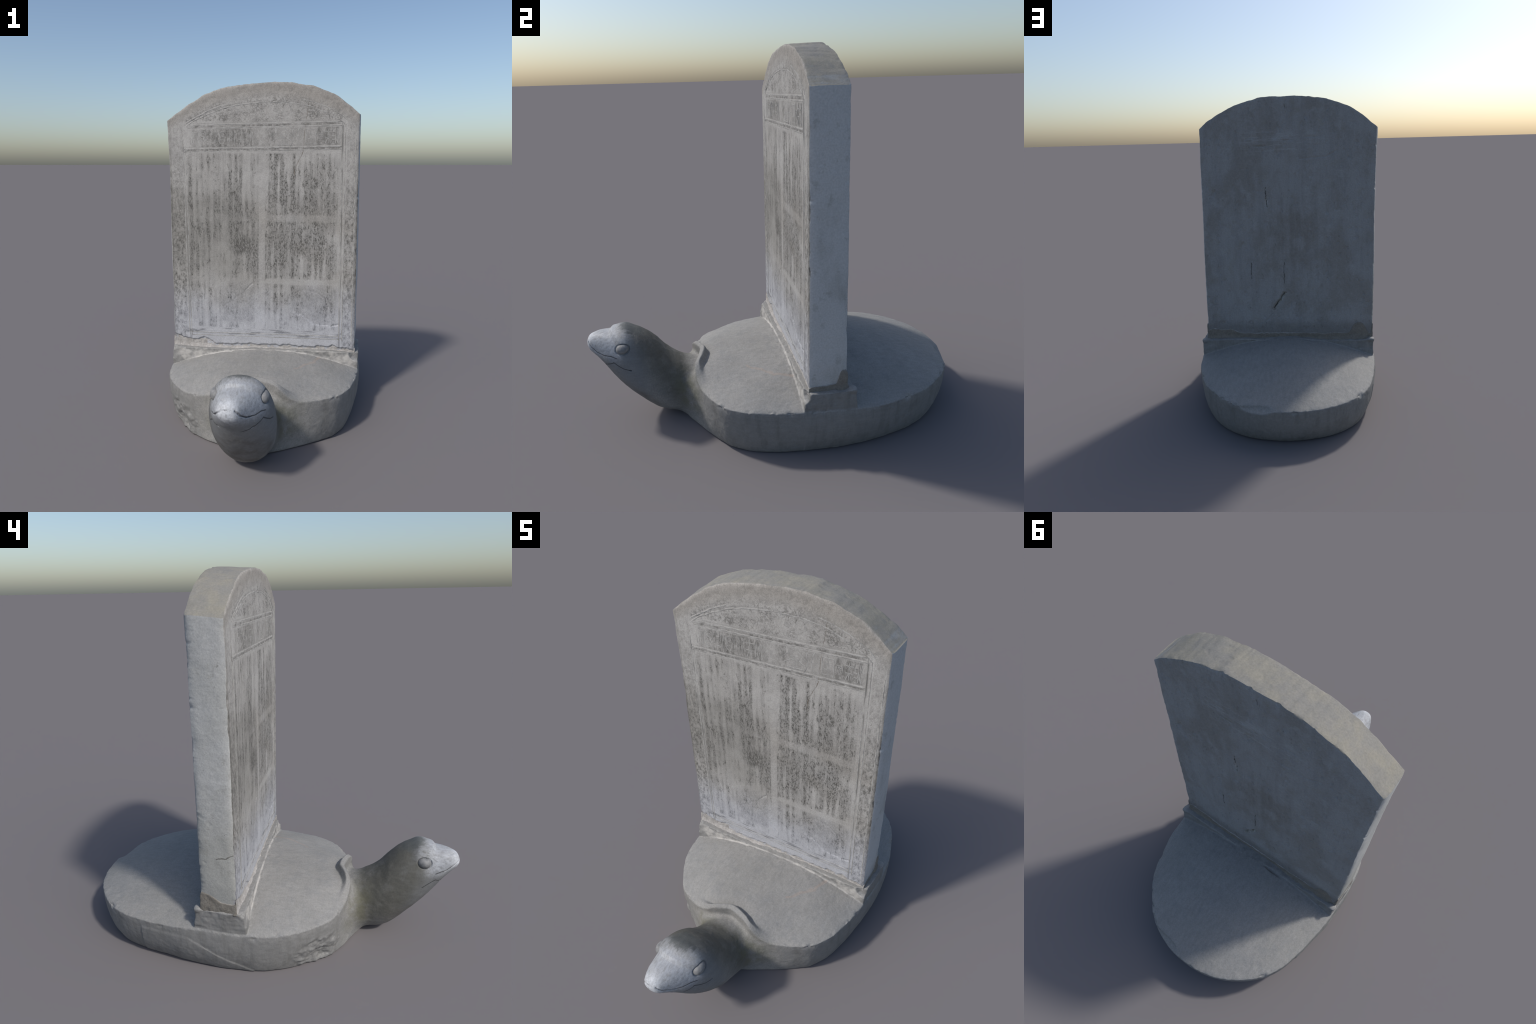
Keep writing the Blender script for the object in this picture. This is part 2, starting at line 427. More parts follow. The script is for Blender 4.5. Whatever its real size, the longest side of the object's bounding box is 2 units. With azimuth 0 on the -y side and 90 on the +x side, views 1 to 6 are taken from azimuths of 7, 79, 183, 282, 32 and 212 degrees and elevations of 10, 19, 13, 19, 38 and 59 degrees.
def tortoise_stone():
    n = Nodes('grey_carved_stone')
    big = n.noise(3.2, 4, .5)
    mid = n.noise(17, 5, .6)
    fine = n.noise(140, 4, .65)
    col = n.mix(n.step(.35, .65, big), (.220, .217, .206), (.252, .248, .238))
    col = n.mix(n.mul(n.step(.45, .7, mid), .5), col, (.178, .185, .190))
    col = n.scale(col, n.step(.2, .8, fine, .86, 1.14))
    # scattered pale flecks
    fl = n.step(.73, .78, n.noise(48, 2, .5, (1, 2.2, 1)))
    col = n.mix(n.mul(fl, .35), col, (.38, .38, .38))
    # dome is dusty and paler than the worked walls
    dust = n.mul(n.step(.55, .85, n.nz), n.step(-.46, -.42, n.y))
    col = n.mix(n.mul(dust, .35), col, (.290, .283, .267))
    # streaked walls with stains
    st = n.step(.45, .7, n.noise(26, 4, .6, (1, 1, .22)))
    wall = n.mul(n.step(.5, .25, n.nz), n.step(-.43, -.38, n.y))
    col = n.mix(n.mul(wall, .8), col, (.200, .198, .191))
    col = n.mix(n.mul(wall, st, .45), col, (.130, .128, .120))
    # light seam left where the socket block rises from the shell
    seam = n.mul(n.band(n.y, .034, .043, .002), n.step(.50, .56, n.m('ABSOLUTE', n.x), 1, 0), n.step(.3, .55, n.noise(18, 3), .25, 1.0))
    col = n.mix(n.mul(seam, .7), col, (.48, .46, .43))
    # head flanks greyer
    flank = n.mul(n.step(-.66, -.74, n.y), n.step(.50, .44, n.z))
    col = n.mix(n.mul(flank, .8), col, (.165, .172, .178))
    # neck: dark, greenish where it meets the shell
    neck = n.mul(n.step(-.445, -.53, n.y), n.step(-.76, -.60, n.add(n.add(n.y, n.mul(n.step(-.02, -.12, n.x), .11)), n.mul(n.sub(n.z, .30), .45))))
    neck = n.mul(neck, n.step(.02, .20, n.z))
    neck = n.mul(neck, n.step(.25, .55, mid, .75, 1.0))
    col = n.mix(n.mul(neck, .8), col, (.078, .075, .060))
    moss = n.mul(n.step(-.40, -.47, n.y), n.step(-.60, -.50, n.y), n.step(.34, .22, n.z), n.step(.04, .12, n.z))
    moss = n.mul(moss, n.step(.3, .6, mid))
    col = n.mix(n.mul(moss, .45), col, (.125, .118, .062))
    # dark stain on top of the head with a ragged grain edge
    hx = n.add(n.x, .02); hy = n.add(n.y, .765)
    hd = n.m('SQRT', n.add(n.mul(hx, hx, 1.0), n.mul(hy, hy, 1.2)))
    rag = n.noise(60, 6, .75, (1.3, .40, 1))
    hd = n.sub(hd, n.mul(n.sub(rag, .5), .11))
    headtop = n.mul(n.step(.085, .05, hd), n.step(.46, .50, n.z))
    # pale snout and brow
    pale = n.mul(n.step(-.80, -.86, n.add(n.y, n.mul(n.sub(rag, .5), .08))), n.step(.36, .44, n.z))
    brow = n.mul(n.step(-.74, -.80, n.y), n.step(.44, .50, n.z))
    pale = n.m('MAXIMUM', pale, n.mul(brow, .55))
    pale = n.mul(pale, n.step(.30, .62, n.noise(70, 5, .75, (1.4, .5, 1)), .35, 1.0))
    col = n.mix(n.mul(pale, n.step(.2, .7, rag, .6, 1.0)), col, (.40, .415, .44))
    col = n.mix(n.mul(headtop, .85), col, (.10, .105, .10))
    # groove shadow painted dark along the cut lines of the mouth
    lines = None
    for pts, w, dep in MOUTH[:6]:
        side = n.step(-.07, -.02, n.x) if pts[-1][0] > 0 else n.step(-.02, -.07, n.x)
        k = n.mul(n.segment(n.y, n.z, [(p[1], p[2]) for p in pts], .0042), side)
        lines = k if lines is None else n.m('MAXIMUM', lines, k)
    col = n.mix(n.mul(lines, n.step(-.72, -.76, n.y), .85), col, (.045, .045, .048))
    tip = n.mul(n.step(-.945, -.985, n.add(n.y, n.mul(n.sub(rag, .5), .05))), n.step(.40, .45, n.z), n.step(.03, -.02, n.x))  # whitish highlight on the nose, coloured into the stone
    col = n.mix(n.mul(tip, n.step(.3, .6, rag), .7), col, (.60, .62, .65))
    # brownish speckled throat
    thr = n.mul(n.step(-.62, -.70, n.y), n.step(.34, .26, n.add(n.z, n.mul(n.add(n.y, .9), .6))))
    col = n.mix(n.mul(thr, n.step(.35, .65, mid, .2, .7)), col, (.105, .097, .088))
    # rusty vein on the dome
    vein = n.segment(n.add(n.x, n.mul(n.sub(n.noise(30), .5), .03)), n.add(n.y, n.mul(n.sub(n.noise(34), .5), .03)),
                     [(.20, -.18), (.30, -.06), (.33, .035)], .012)
    col = n.mix(n.mul(vein, n.step(.5, .9, n.nz), .22), col, (.40, .29, .22))
    marks = n.noise(60, 4, .65, (1, .28, 1), (3, 5, 2))
    col = n.scale(col, n.step(.3, .7, n.add(n.mul(marks, .6), n.mul(fine, .4)), .90, 1.09))
    h = n.add(n.mul(n.noise(70, 5, .6, (1, 1.7, 1)), .5), n.add(n.mul(fine, .4), n.mul(marks, .5)))
    rough = n.mix(pale, (.75, .75, .75), (.5, .5, .5))
    return n.finish(col, rough, h, .35, .004)

def eye_stone():
    n = Nodes('eye_stone')
    col = n.mix(n.step(.3, .7, n.noise(60, 4)), (.165, .168, .170), (.24, .24, .238))
    return n.finish(col, .6, n.noise(120, 3), .2, .002)

CRACKS_FRONT = [
    [(.249, 1.860), (.244, 1.79), (.232, 1.70), (.222, 1.62), (.218, 1.55), (.212, 1.51), (.175, 1.44), (.166, 1.41), (.170, 1.365)],
]
SPALL_LINES = [   # low broken edges in the foot of the inscription
    [(.148, .633), (.177, .585), (.238, .553), (.298, .507), (.358, .501), (.437, .511)],
    [(.180, .700), (.219, .718), (.298, .708), (.354, .669), (.379, .616)],
    [(-.07, .751), (-.127, .699), (-.193, .639), (-.25, .61)],
    [(-.12, .64), (-.09, .609), (-.029, .539), (.012, .486)],
]

def slab_front():
    n = Nodes('inscribed_slab_face')
    x, z = n.x, n.z
    mx = lambda a, b: n.m('MAXIMUM', a, b)
    patch = n.noise(2.6, 4, .55)
    patch2 = n.noise(6, 4, .6, shift=(3, 1, 2))
    streak = n.noise(33, 4, .6, (1.0, 1.0, .075))
    streak2 = n.noise(70, 3, .6, (1.0, 1.0, .12), (4, 0, 9))
    speck = n.noise(170, 5, .75, (1, 1, .38))
    mid = n.noise(48, 6, .75, (1, 1, .5), (7, 3, 0))
    fine = n.noise(190, 3, .7)
    wob = n.mul(n.sub(mid, .5), .02)
    base = n.mix(n.step(.3, .7, patch), (.330, .320, .304), (.380, .371, .356))
    foot = n.step(.80, .50, n.add(z, n.mul(n.sub(patch2, .5), .26)))
    base = n.mix(n.mul(foot, .95), base, (.395, .400, .422))
    warm = n.mul(n.band(z, .80, 1.22, .14), n.step(.38, .62, n.noise(4, 3, .5, shift=(9, 0, 2))))
    base = n.mix(n.mul(warm, .55), base, (.300, .280, .250))
    top = n.step(1.80, 1.88, n.add(z, n.mul(x, x, .55)))
    base = n.mix(n.mul(top, .7), base, (.285, .265, .238))
    # written field: ink left between and inside the columns of worn characters
    field = n.mul(n.band(x, -.462, .420, .006), n.band(z, .47, 1.515, .008))
    gap = n.band(n.add(x, n.mul(wob, .3)), -.038, .001, .004)
    right = n.step(.0, .02, x)
    g2 = n.mul(n.band(n.add(z, n.mul(wob, 1.0)), 1.125, 1.165, .010), n.add(.30, n.mul(right, .30)))
    g3 = n.mul(n.band(n.add(z, n.mul(wob, .5)), .750, .784, .005), n.add(.45, n.mul(right, .45)))
    gap = mx(gap, mx(g2, g3))
    field = n.mul(field, n.sub(1.0, n.mul(gap, .9)))
    chars = n.step(.015, .10, n.voronoi(105, (1, .15, .8), 'DISTANCE_TO_EDGE'))
    cols = n.m('SINE', n.mul(n.add(x, n.add(.012, n.mul(n.sub(patch, .5), .016))), 2 * math.pi / .0335))
    worn = n.add(n.mul(n.sub(patch2, .5), .80), n.mul(n.band(z, .82, 1.30, .14), .16))
    worn = n.sub(worn, n.mul(foot, .01))
    v = n.add(n.mul(streak, 1.25), n.add(n.mul(streak2, .35), n.add(n.mul(cols, .07), worn)))
    veil = n.mul(field, n.step(.66, 1.10, v), n.step(.25, .65, speck, .55, 1.1), n.add(.62, n.mul(chars, .38)))                              # soft grey columns
    dots = n.mul(field, n.step(.80, 1.10, n.add(v, n.mul(n.sub(mid, .5), 1.6))), n.step(.42, .56, speck), n.add(.65, n.mul(chars, .35)))
    blot = n.mul(field, n.step(.60, .72, n.noise(9, 5, .72, (1, 1, .75), (5, 2, 1))), n.step(.36, .6, speck))
    bx, bz = n.add(x, .135), n.add(z, -.985)
    spot = n.step(.085, .03, n.add(n.m('SQRT', n.add(n.mul(bx, bx, .7), n.mul(bz, bz))), n.mul(n.sub(mid, .5), .12)))
    dots = mx(dots, n.mul(mx(blot, n.mul(spot, n.step(.35, .55, speck))), .9))
    # darker worn squares in the lowest register
    low = mx(n.mul(n.band(n.add(x, wob), -.262, -.062, .012), n.band(n.add(z, wob), .505, .735, .02)),
             n.mul(n.band(n.add(x, wob), .17, .425, .015), n.band(n.add(z, wob), .51, .74, .02)))
    low = n.mul(low, n.step(.30, .62, mid, .35, 1.0))
    ink = mx(n.mul(veil, .52), dots)
    ink = mx(ink, n.mul(low, n.step(.4, .6, speck, .4, 1), .55))
    # border ornament between the frame and the arris
    border = mx(n.step(-.476, -.482, x), n.step(.458, .464, x))
    spk = n.mul(n.step(.40, .62, n.noise(60, 6, .8, (1, 1, .6))), n.step(.35, .6, speck, .35, 1))
    ink = mx(ink, n.mul(border, spk, n.step(1.70, .95, z, .35, .95)))
    dk = n.mul(n.band(n.add(x, n.mul(z, .010)), -.462, -.448, .003), n.step(1.25, 1.0, z), n.step(.35, .6, streak))
    dk = mx(dk, n.mul(n.band(n.add(x, n.mul(z, .010)), .446, .456, .003), n.step(.3, .6, streak2), n.step(1.68, 1.66, z), .8))
    ink = mx(ink, n.mul(dk, .85))
    edge = mx(n.step(-.545, -.562, x), n.step(.512, .530, x))
    ink = mx(ink, n.mul(edge, n.step(1.72, 1.2, z, .35, 1.0), n.step(.35, .6, mid, .4, 1), .9))
    # title panel
    title = n.mul(n.band(x, -.43, .425, .012), n.band(n.sub(z, n.mul(x, .012)), 1.556, 1.656, .004))
    tk = mx(n.mul(n.band(x, -.385, -.06, .03), .85), n.mul(n.band(x, .285, .42, .02), .75))
    tk = mx(tk, n.mul(n.band(x, .01, .06, .015), .7))
    tk = n.mul(mx(tk, .38), n.step(.36, .62, n.noise(40, 6, .78, (1, 1, .5))), n.step(.3, .6, speck, .5, 1))
    ink = mx(ink, n.mul(title, tk))
    b1 = n.mul(n.band(n.sub(z, n.mul(x, .016)), 1.667, 1.679, .002), n.band(x, -.43, .42, .01))
    b2 = n.mul(n.band(n.sub(z, n.mul(x, .012)), 1.533, 1.545, .002), n.band(x, -.48, .425, .01))
    ink = mx(ink, n.mul(mx(b1, b2), n.step(.38, .62, n.noise(26, 5, .75), .0, .75), n.step(.3, .6, speck, .45, 1)))
    lun = n.mul(n.step(1.685, 1.70, z), n.step(.50, .68, n.noise(36, 6, .8)))
    scroll = n.m('ABSOLUTE', n.sub(n.noise(24, 3, .6, distort=1.6), .5))
    scroll = n.mul(n.step(.050, .018, scroll), n.step(1.69, 1.71, z), n.step(.36, .60, n.noise(11, 4, .6, shift=(1, 4, 4))))
    ink = mx(ink, n.mul(mx(n.mul(lun, .75), n.mul(scroll, .62)), n.step(1.86, 1.80, n.add(z, n.mul(x, x, .55)), .35, 1)))
    foots = n.mul(n.band(n.add(z, n.mul(wob, .6)), .425, .465, .006), n.step(.50, .62, n.noise(30, 4, .65, (.25, 1, 1.6))))
    ink = mx(ink, n.mul(foots, .8))
    ink = mx(ink, n.mul(n.step(.54, .74, n.noise(110, 5, .75, (1, 1, .5), (8, 1, 4))), .42))
    grime = n.step(.35, .75, n.noise(14, 6, .7, shift=(2, 2, 6)), 1.06, .88)
    weather = n.mul(n.step(.05, -.25, n.add(x, n.mul(n.sub(patch2, .5), .25))), n.band(n.add(z, n.mul(n.sub(patch, .5), .3)), .80, 1.32, .12))
    base = n.mix(n.mul(weather, .8), base, (.262, .254, .236))
    col = n.mix(n.mul(ink, n.sub(1.0, n.mul(foot, .15))), base, n.mix(foot, (.080, .077, .070), (.108, .112, .122)))
    col = n.scale(col, n.mul(grime, n.step(.25, .75, fine, .84, 1.14)))
    wig = n.mul(n.sub(n.noise(45), .5), .012)
    for c in CRACKS_FRONT:
        k = n.mul(n.segment(n.add(x, wig), z, c, .0026), n.step(1.86, 1.3, z, .5, 1))
        col = n.mix(n.mul(k, n.step(.35, .6, n.noise(22), .15, .9)), col, (.11, .085, .06))
    h = n.add(n.mul(mid, .5), n.add(n.mul(fine, .4), n.mul(ink, -.5)))
    return n.finish(col, .8, h, .22, .003)

def slab_sides():
    n = Nodes('slab_rough_stone')
    big = n.noise(4.5, 4, .55)
    mid = n.noise(20, 5, .6)
    fine = n.noise(130, 4, .65)
    base = n.mix(n.step(.35, .65, big), (.375, .378, .365), (.425, .428, .420))
    lower_dark = n.mul(n.step(1.15, .55, n.add(n.z, n.mul(n.sub(mid, .5), .5))), .75)
    base = n.mix(lower_dark, base, (.315, .315, .292))
    # the back: greyer, with vertical wash and a brownish stain in the middle
    back = n.step(.6, .8, n.ny)
    wash = n.noise(22, 5, .65, (1, 1, .12))
    bk = n.mix(n.mul(n.step(.40, .70, wash), .45), (.275, .283, .288), (.20, .204, .208))
    bk = n.mix(n.mul(n.step(.42, .64, n.noise(6.5, 6, .68, (1, 1, .7))), .75), bk, (.215, .210, .200))
    bk = n.mix(n.mul(n.step(.56, .70, n.noise(9, 5, .6, shift=(7, 1, 3))), .5), bk, (.31, .325, .335))
    dx = n.sub(n.x, -.03); dz = n.mul(n.sub(n.z, 1.08), .75)
    st = n.step(.26, .03, n.add(n.m('SQRT', n.add(n.mul(dx, dx), n.mul(dz, dz))), n.mul(n.sub(mid, .5), .25)))
    bk = n.mix(n.mul(st, n.step(.35, .65, wash), .40), bk, (.17, .160, .148))
    low = n.mul(n.step(.50, .41, n.add(n.z, n.mul(n.sub(mid, .5), .06))), .7)
    bk = n.mix(low, bk, (.165, .16, .155))
    pit = n.mul(n.step(.63, .72, n.noise(55, 4, .7, (1, 1, .45))), n.step(.35, .6, n.noise(5, 3, .5, shift=(1, 6, 2)), .25, 1), .75)
    bk = n.mix(pit, bk, (.12, .115, .11))
    wig = n.mul(n.sub(n.noise(40), .5), .02)
    for pts, w in (([(.097, .553), (.06, .60), (.018, .665)], .008), ([(.127, 1.36), (.125, 1.29), (.121, 1.24)], .0035), ([(.235, .87), (.234, .76)], .003), ([(.02, .87), (.02, .73)], .003)):
        bk = n.mix(n.mul(n.segment(n.add(n.x, wig), n.z, pts, w), n.step(.3, .55, mid, .3, .9)), bk, (.05, .045, .04))
    scr = n.mul(n.band(n.z, 1.58, 1.71, .03), n.band(n.x, -.24, .27, .05), n.step(.50, .62, n.noise(30, 5, .7, (.22, 1, 2.2))))
    bk = n.mix(n.mul(scr, .55), bk, (.33, .345, .355))
    base = n.mix(back, base, bk)
    # the arched top: warm and mottled
    up = n.step(.35, .6, n.nz)
    tp = n.mix(n.step(.35, .62, n.noise(9, 5, .65)), (.268, .252, .210), (.232, .224, .203))
    tp = n.mix(n.mul(n.step(.55, .7, n.noise(5, 4, .6, shift=(4, 2, 1))), .6), tp, (.185, .182, .180))
    base = n.mix(up, base, tp)
    # darker discoloured areas on the two narrow sides
    right = n.step(.6, .85, n.nx)
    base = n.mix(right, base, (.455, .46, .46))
    base = n.mix(n.mul(right, n.step(.45, .62, n.noise(5, 4, .5, (1, 1, .5))), n.step(1.35, 1.0, n.z), .6), base, (.27, .272, .255))
    lf = n.step(-.6, -.85, n.nx)
    crk = n.segment(n.y, n.add(n.z, n.mul(n.sub(n.noise(30), .5), .02)), [(.085, .655), (.12, .640), (.165, .632)], .0042)
    crk = n.m('MAXIMUM', crk, n.mul(n.step(.69, .74, n.noise(38, 3, .6, shift=(5, 5, 1))), .7))
    base = n.mix(n.mul(lf, crk, .75), base, (.09, .085, .075))
    dirt = n.step(.57, .66, n.noise(15, 5, .65, shift=(2, 7, 3)))
    base = n.mix(n.mul(dirt, .35), base, (.24, .235, .21))
    col = n.scale(base, n.step(.2, .8, fine, .88, 1.12))
    h = n.add(n.mul(mid, .5), n.mul(fine, .5))
    return n.finish(col, .82, h, .4, .005)

def mortar_stone():
    n = Nodes('pinkish_mortar')
    a = n.noise(28, 5, .65)
    col = n.mix(n.step(.35, .65, a), (.30, .285, .268), (.385, .368, .350))
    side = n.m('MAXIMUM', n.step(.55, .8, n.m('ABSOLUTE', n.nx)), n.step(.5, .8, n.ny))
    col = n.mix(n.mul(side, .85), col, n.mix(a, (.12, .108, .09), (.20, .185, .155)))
    col = n.scale(col, n.step(.2, .8, n.noise(120, 4, .7), .8, 1.2))
    return n.finish(col, .9, n.add(n.mul(a, .5), n.noise(90, 4, .7)), .5, .005)

def line_stone():
    n = Nodes('carved_line_stone')
    col = n.mix(n.step(.38, .60, n.noise(28, 4, .65)), (.24, .235, .225), (.375, .37, .355))
    return n.finish(col, .8, n.noise(120, 3), .2, .002)

# ------------------------------------------------------------------ slab
ARCH_F = [(-.574, 1.705), (-.52, 1.742), (-.46, 1.785), (-.399, 1.819), (-.331, 1.853), (-.248, 1.878), (-.166, 1.891), (-.028, 1.904),
          (.05, 1.906), (.133, 1.903), (.244, 1.887), (.332, 1.860), (.403, 1.825), (.475, 1.772), (.525, 1.729)]
ARCH_B = [(-.562, 1.716), (-.50, 1.768), (-.446, 1.810), (-.375, 1.850), (-.29, 1.878), (-.203, 1.900), (-.10, 1.908), (-.025, 1.912),
          (.119, 1.910), (.22, 1.892), (.302, 1.869), (.37, 1.838), (.43, 1.807), (.49, 1.768), (.535, 1.731)]
ZB = .325

def slab_left(z):  return np.interp(z, [.3, .66, .9, 1.16, 1.5, 1.72], [-.563, -.563, -.565, -.566, -.569, -.576])
def slab_right(z): return np.interp(z, [.3, .7, .93, 1.18, 1.5, 1.73], [.538, .536, .534, .531, .528, .525])
def front_y(x, z):
    s, t = (x + .57) / 1.1, (z - .35) / 1.36
    return (.075 * (1-t) + .086 * t) * (1-s) + (.062 * (1-t) + .062 * t) * s
def back_y(x, z):
    s, t = (x + .57) / 1.1, (z - .35) / 1.36
    return .254 * (1-s) + (.248 * (1-t) + .238 * t) * s

JAG_X = [-.57, -.55, -.507, -.44, -.363, -.313, -.212, -.128, 0, .12, .28, .40, .48, .54]
JAG_Z = [.425, .418, .397, .389, .400, .371, .366, .376, .371, .374, .377, .381, .374, .362]
FRONT_LINES = [  # grooves beside the frame lines: polyline in x, z
    [(-.45, 1.681), (.43, 1.694)], [(-.46, 1.663), (.43, 1.672)],
    [(-.485, 1.546), (.43, 1.558)], [(-.485, 1.530), (.43, 1.542)],
    [(-.47, 1.672), (-.42, 1.705), (-.342, 1.738), (-.25, 1.771), (-.167, 1.790), (-.028, 1.803), (.134, 1.799), (.246, 1.779), (.342, 1.738), (.414, 1.702), (.44, 1.68)],
    [(.20, 1.817), (.262, 1.801), (.34, 1.773), (.43, 1.724), (.454, 1.70)], [(-.47, 1.69), (-.40, 1.728), (-.33, 1.762), (-.26, 1.787)],
    [(.427, 1.69), (.441, .42)], [(.446, 1.68), (.458, .42)], [(-.490, 1.60), (-.470, .42)], [(-.474, 1.55), (-.457, .42)],
    [(.506, 1.62), (.514, .42)], [(-.46, .437), (.44, .447)], [(-.46, .420), (.44, .428)],
]

def dist2d(x, z, pts):
    return dist_polyline(x, 0 * x, z, [(p[0], 0, p[1]) for p in pts])

def build_slab():
    nc, nr, nt = 340, 480, 52
    s = np.linspace(0, 1, nc)
    t = np.linspace(0, 1, nr)
    S, T = np.meshgrid(s, t, indexing='xy')              # rows by height
    grids, bases = [], []
    for front in (True, False):
        arch = ARCH_F if front else ARCH_B
        ax, az = zip(*arch)
        ztop_c = lambda q: smooth_interp(ax[0] + (ax[-1] - ax[0]) * q, ax, az)
        zt = ztop_c(S)
        zt = zt + .0045 * fbm(S*26, 0*S + (0 if front else 7), 0*S, 4, 31)
        Z = ZB + T * (zt - ZB)
        # straight flanks below the shoulder
        side_z = ZB + T * (np.where(S < .5, az[0], az[-1]) - ZB)
        xl = slab_left(side_z) + (0 if front else .004)
        xr = slab_right(side_z) + (0 if front else .004)
        jag = .0022 * fbm(Z*14, 0*Z + (3 if front else 9), S*.01, 4, 41) + .012 * np.minimum(0, fbm(Z*26, 0*Z + (5 if front else 1), 0*Z, 3, 43) + .30)
        jl = -jag * (.6 if front else 1.4)
        jr = jag * .8
        X0 = xl + S * (xr - xl)
        X = X0 + jl * np.exp(-S * 110) + jr * np.exp(-(1-S) * 110)
        bases.append(np.stack([X0, 0*X0, 0*X0], -1))
        edge = np.minimum(np.minimum(S, 1-S) * 1.1, (1-T) * 1.4)
        chip = .0025 + .010 * np.maximum(0, fbm(X*16, Z*16, 0*X + (1 if front else 5), 4, 51) + .02)
        chip = chip * np.exp(-edge / .0045)
        if front:
            Y = front_y(X, Z) + .0030 * np.maximum(0, fbm(X*26, Z*30, 4 + 0*X, 4, 62) - .05) * smoothstep(1.69, 1.72, Z) + .0012 * fbm(X*9, Z*9, 0*X, 3, 61) + .0007 * fbm(X*70, Z*40, 0*X, 3, 63) + chip
            g = np.zeros_like(X)
            for line in FRONT_LINES:
                g = np.maximum(g, np.exp(-(dist2d(X, Z, line) / .0032) ** 2))
            for line in CRACKS_FRONT:
                g = np.maximum(g, .6 * np.exp(-(dist2d(X + .006*fbm(X*40, Z*40, 0*X, 2, 65), Z, line) / .0025) ** 2))
            Y = Y + .0011 * g
            for i, line in enumerate(SPALL_LINES):
                d = dist2d(X + .010*fbm(X*22, Z*22, 0*X, 3, 67), Z + .010*fbm(X*22, Z*22, 3 + 0*X, 3, 69), line)
                Y = Y + (.0022 if i else .0035) * np.exp(-(d / (.004 if i else .006)) ** 2) * (.4 + .6 * smoothstep(-.2, .3, fbm(X*12, Z*12, 0*X, 3, 68)))
            inside = (Z - np.interp(X, [.148, .177, .238, .298, .358, .437], [.633, .585, .553, .507, .501, .511])) 
            Y = Y + .004 * smoothstep(0, .006, inside) * smoothstep(.70, .60, Z) * smoothstep(.15, .19, X) * smoothstep(.43, .36, X)
            # recessed below the broken foot edge where the mortar begins
            zj = np.interp(X, JAG_X, JAG_Z) + .012 * fbm(X*34, 0*X, 0*X, 4, 71)
            Y = Y + .008 * smoothstep(zj + .002, zj - .007, Z)
        else:
            Y = back_y(X, Z) + .003 * fbm(X*6, Z*6, 0*X, 4, 81) + .0012 * fbm(X*50, Z*28, 0*X, 3, 83) - chip
            pits = np.maximum(0, fbm(X*46, Z*24, 0*X, 4, 85) - .24)
            Y = Y - .012 * pits
            for pts, w, dep in (([(.095, .555), (.06, .60), (.02, .66)], .009, .020), ([(.125, 1.29), (.124, 1.26), (.121, 1.24)], .0045, .014), ([(.127, 1.36), (.125, 1.29)], .0022, .004),
                                ([(.235, .86), (.235, .76)], .004, .004), ([(.02, .86), (.02, .74)], .004, .003),
                                ([(.15, .46), (.10, .52)], .005, .003), ([(-.33, 1.58), (-.26, 1.545), (-.10, 1.535)], .005, .003)):
                Y = Y - dep * np.exp(-(dist2d(X + .012*fbm(X*30, Z*30, 0*X, 3, 87), Z, pts) / w) ** 2)
            scr = np.maximum(0, fbm(X*9, Z*60, 0*X, 4, 89) - .05) * smoothstep(.06, .02, np.abs(Z - 1.64)) * smoothstep(.26, .18, np.abs(X + .0))
            Y = Y - .010 * scr
        grids.append(np.stack([X, Y, Z], -1))
    Fg, Bg = grids
    ring = [(0, c) for c in range(nc)] + [(r, nc-1) for r in range(1, nr)] + [(nr-1, c) for c in range(nc-2, -1, -1)] + [(r, 0) for r in range(nr-2, 0, -1)]
    ring = np.array(ring)
    rf, rb = Fg[ring[:, 0], ring[:, 1]], Bg[ring[:, 0], ring[:, 1]]
    bf, bb = bases[0][ring[:, 0], ring[:, 1], 0], bases[1][ring[:, 0], ring[:, 1], 0]
    n1 = nc * nr
    V = [Fg.reshape(-1, 3), Bg.reshape(-1, 3)]
    ctr = np.array([-.015, 0, 1.1])
    # outward direction of the narrow sides
    tang = np.roll(rf, -4, 0) - np.roll(rf, 4, 0)
    out = np.stack([tang[:, 2], 0*tang[:, 0], -tang[:, 0]], 1)
    out /= np.maximum(np.linalg.norm(out, axis=1), 1e-9)[:, None]
    rows = []
    for k in range(1, nt):
        u = k / nt
        T = .18
        ef, eb = (np.exp(-u * T / .012) if u < 1 else 0), np.exp(-(1-u) * T / .014)
        P = rf * (1-u) + rb * u
        P[:, 0] = bf * (1-u) + bb * u + (rf[:, 0] - bf) * ef + (rb[:, 0] - bb) * eb
        e = min(u, 1-u)
        bulge = .009 * (1 - math.exp(-e / .10)) * np.where(ring[:, 0] == nr-1, .25, 1)
        d = .0035 * fbm(P[:, 0]*7, P[:, 1]*9, P[:, 2]*6, 3, 91) + .0012 * fbm(P[:, 0]*40, P[:, 1]*40, P[:, 2]*40, 3, 93)
        d = d - .010 * np.maximum(0, fbm(P[:, 0]*18, P[:, 1]*18, P[:, 2]*26, 3, 95) - .42)
        fade = smoothstep(.37, .50, P[:, 2])
        bulge, d = bulge * fade, d * (.25 + .75 * fade)
        rows.append(P + out * ((bulge + d * min(1, e / .05)) * (ring[:, 0] > 0))[:, None])
    V += rows
    V = np.concatenate(V)
    idx = np.arange(n1).reshape(nr, nc)
    q = lambda I: np.stack([I[:-1, :-1], I[:-1, 1:], I[1:, 1:], I[1:, :-1]], -1).reshape(-1, 4)
    ff = q(idx); fb = q(idx)[:, ::-1] + n1
    m = len(ring)
    loops = [ring[:, 0] * nc + ring[:, 1]] + [2*n1 + k*m + np.arange(m) for k in range(nt-1)] + [n1 + ring[:, 0] * nc + ring[:, 1]]
    fs = []
    for a, b in zip(loops[:-1], loops[1:]):
        fs.append(np.stack([a, b, np.roll(b, -1), np.roll(a, -1)], 1))
    F = np.concatenate([ff, fb] + fs)
    mat = np.ones(len(F), np.int32); mat[:len(ff)] = 0
    return V, F, mat

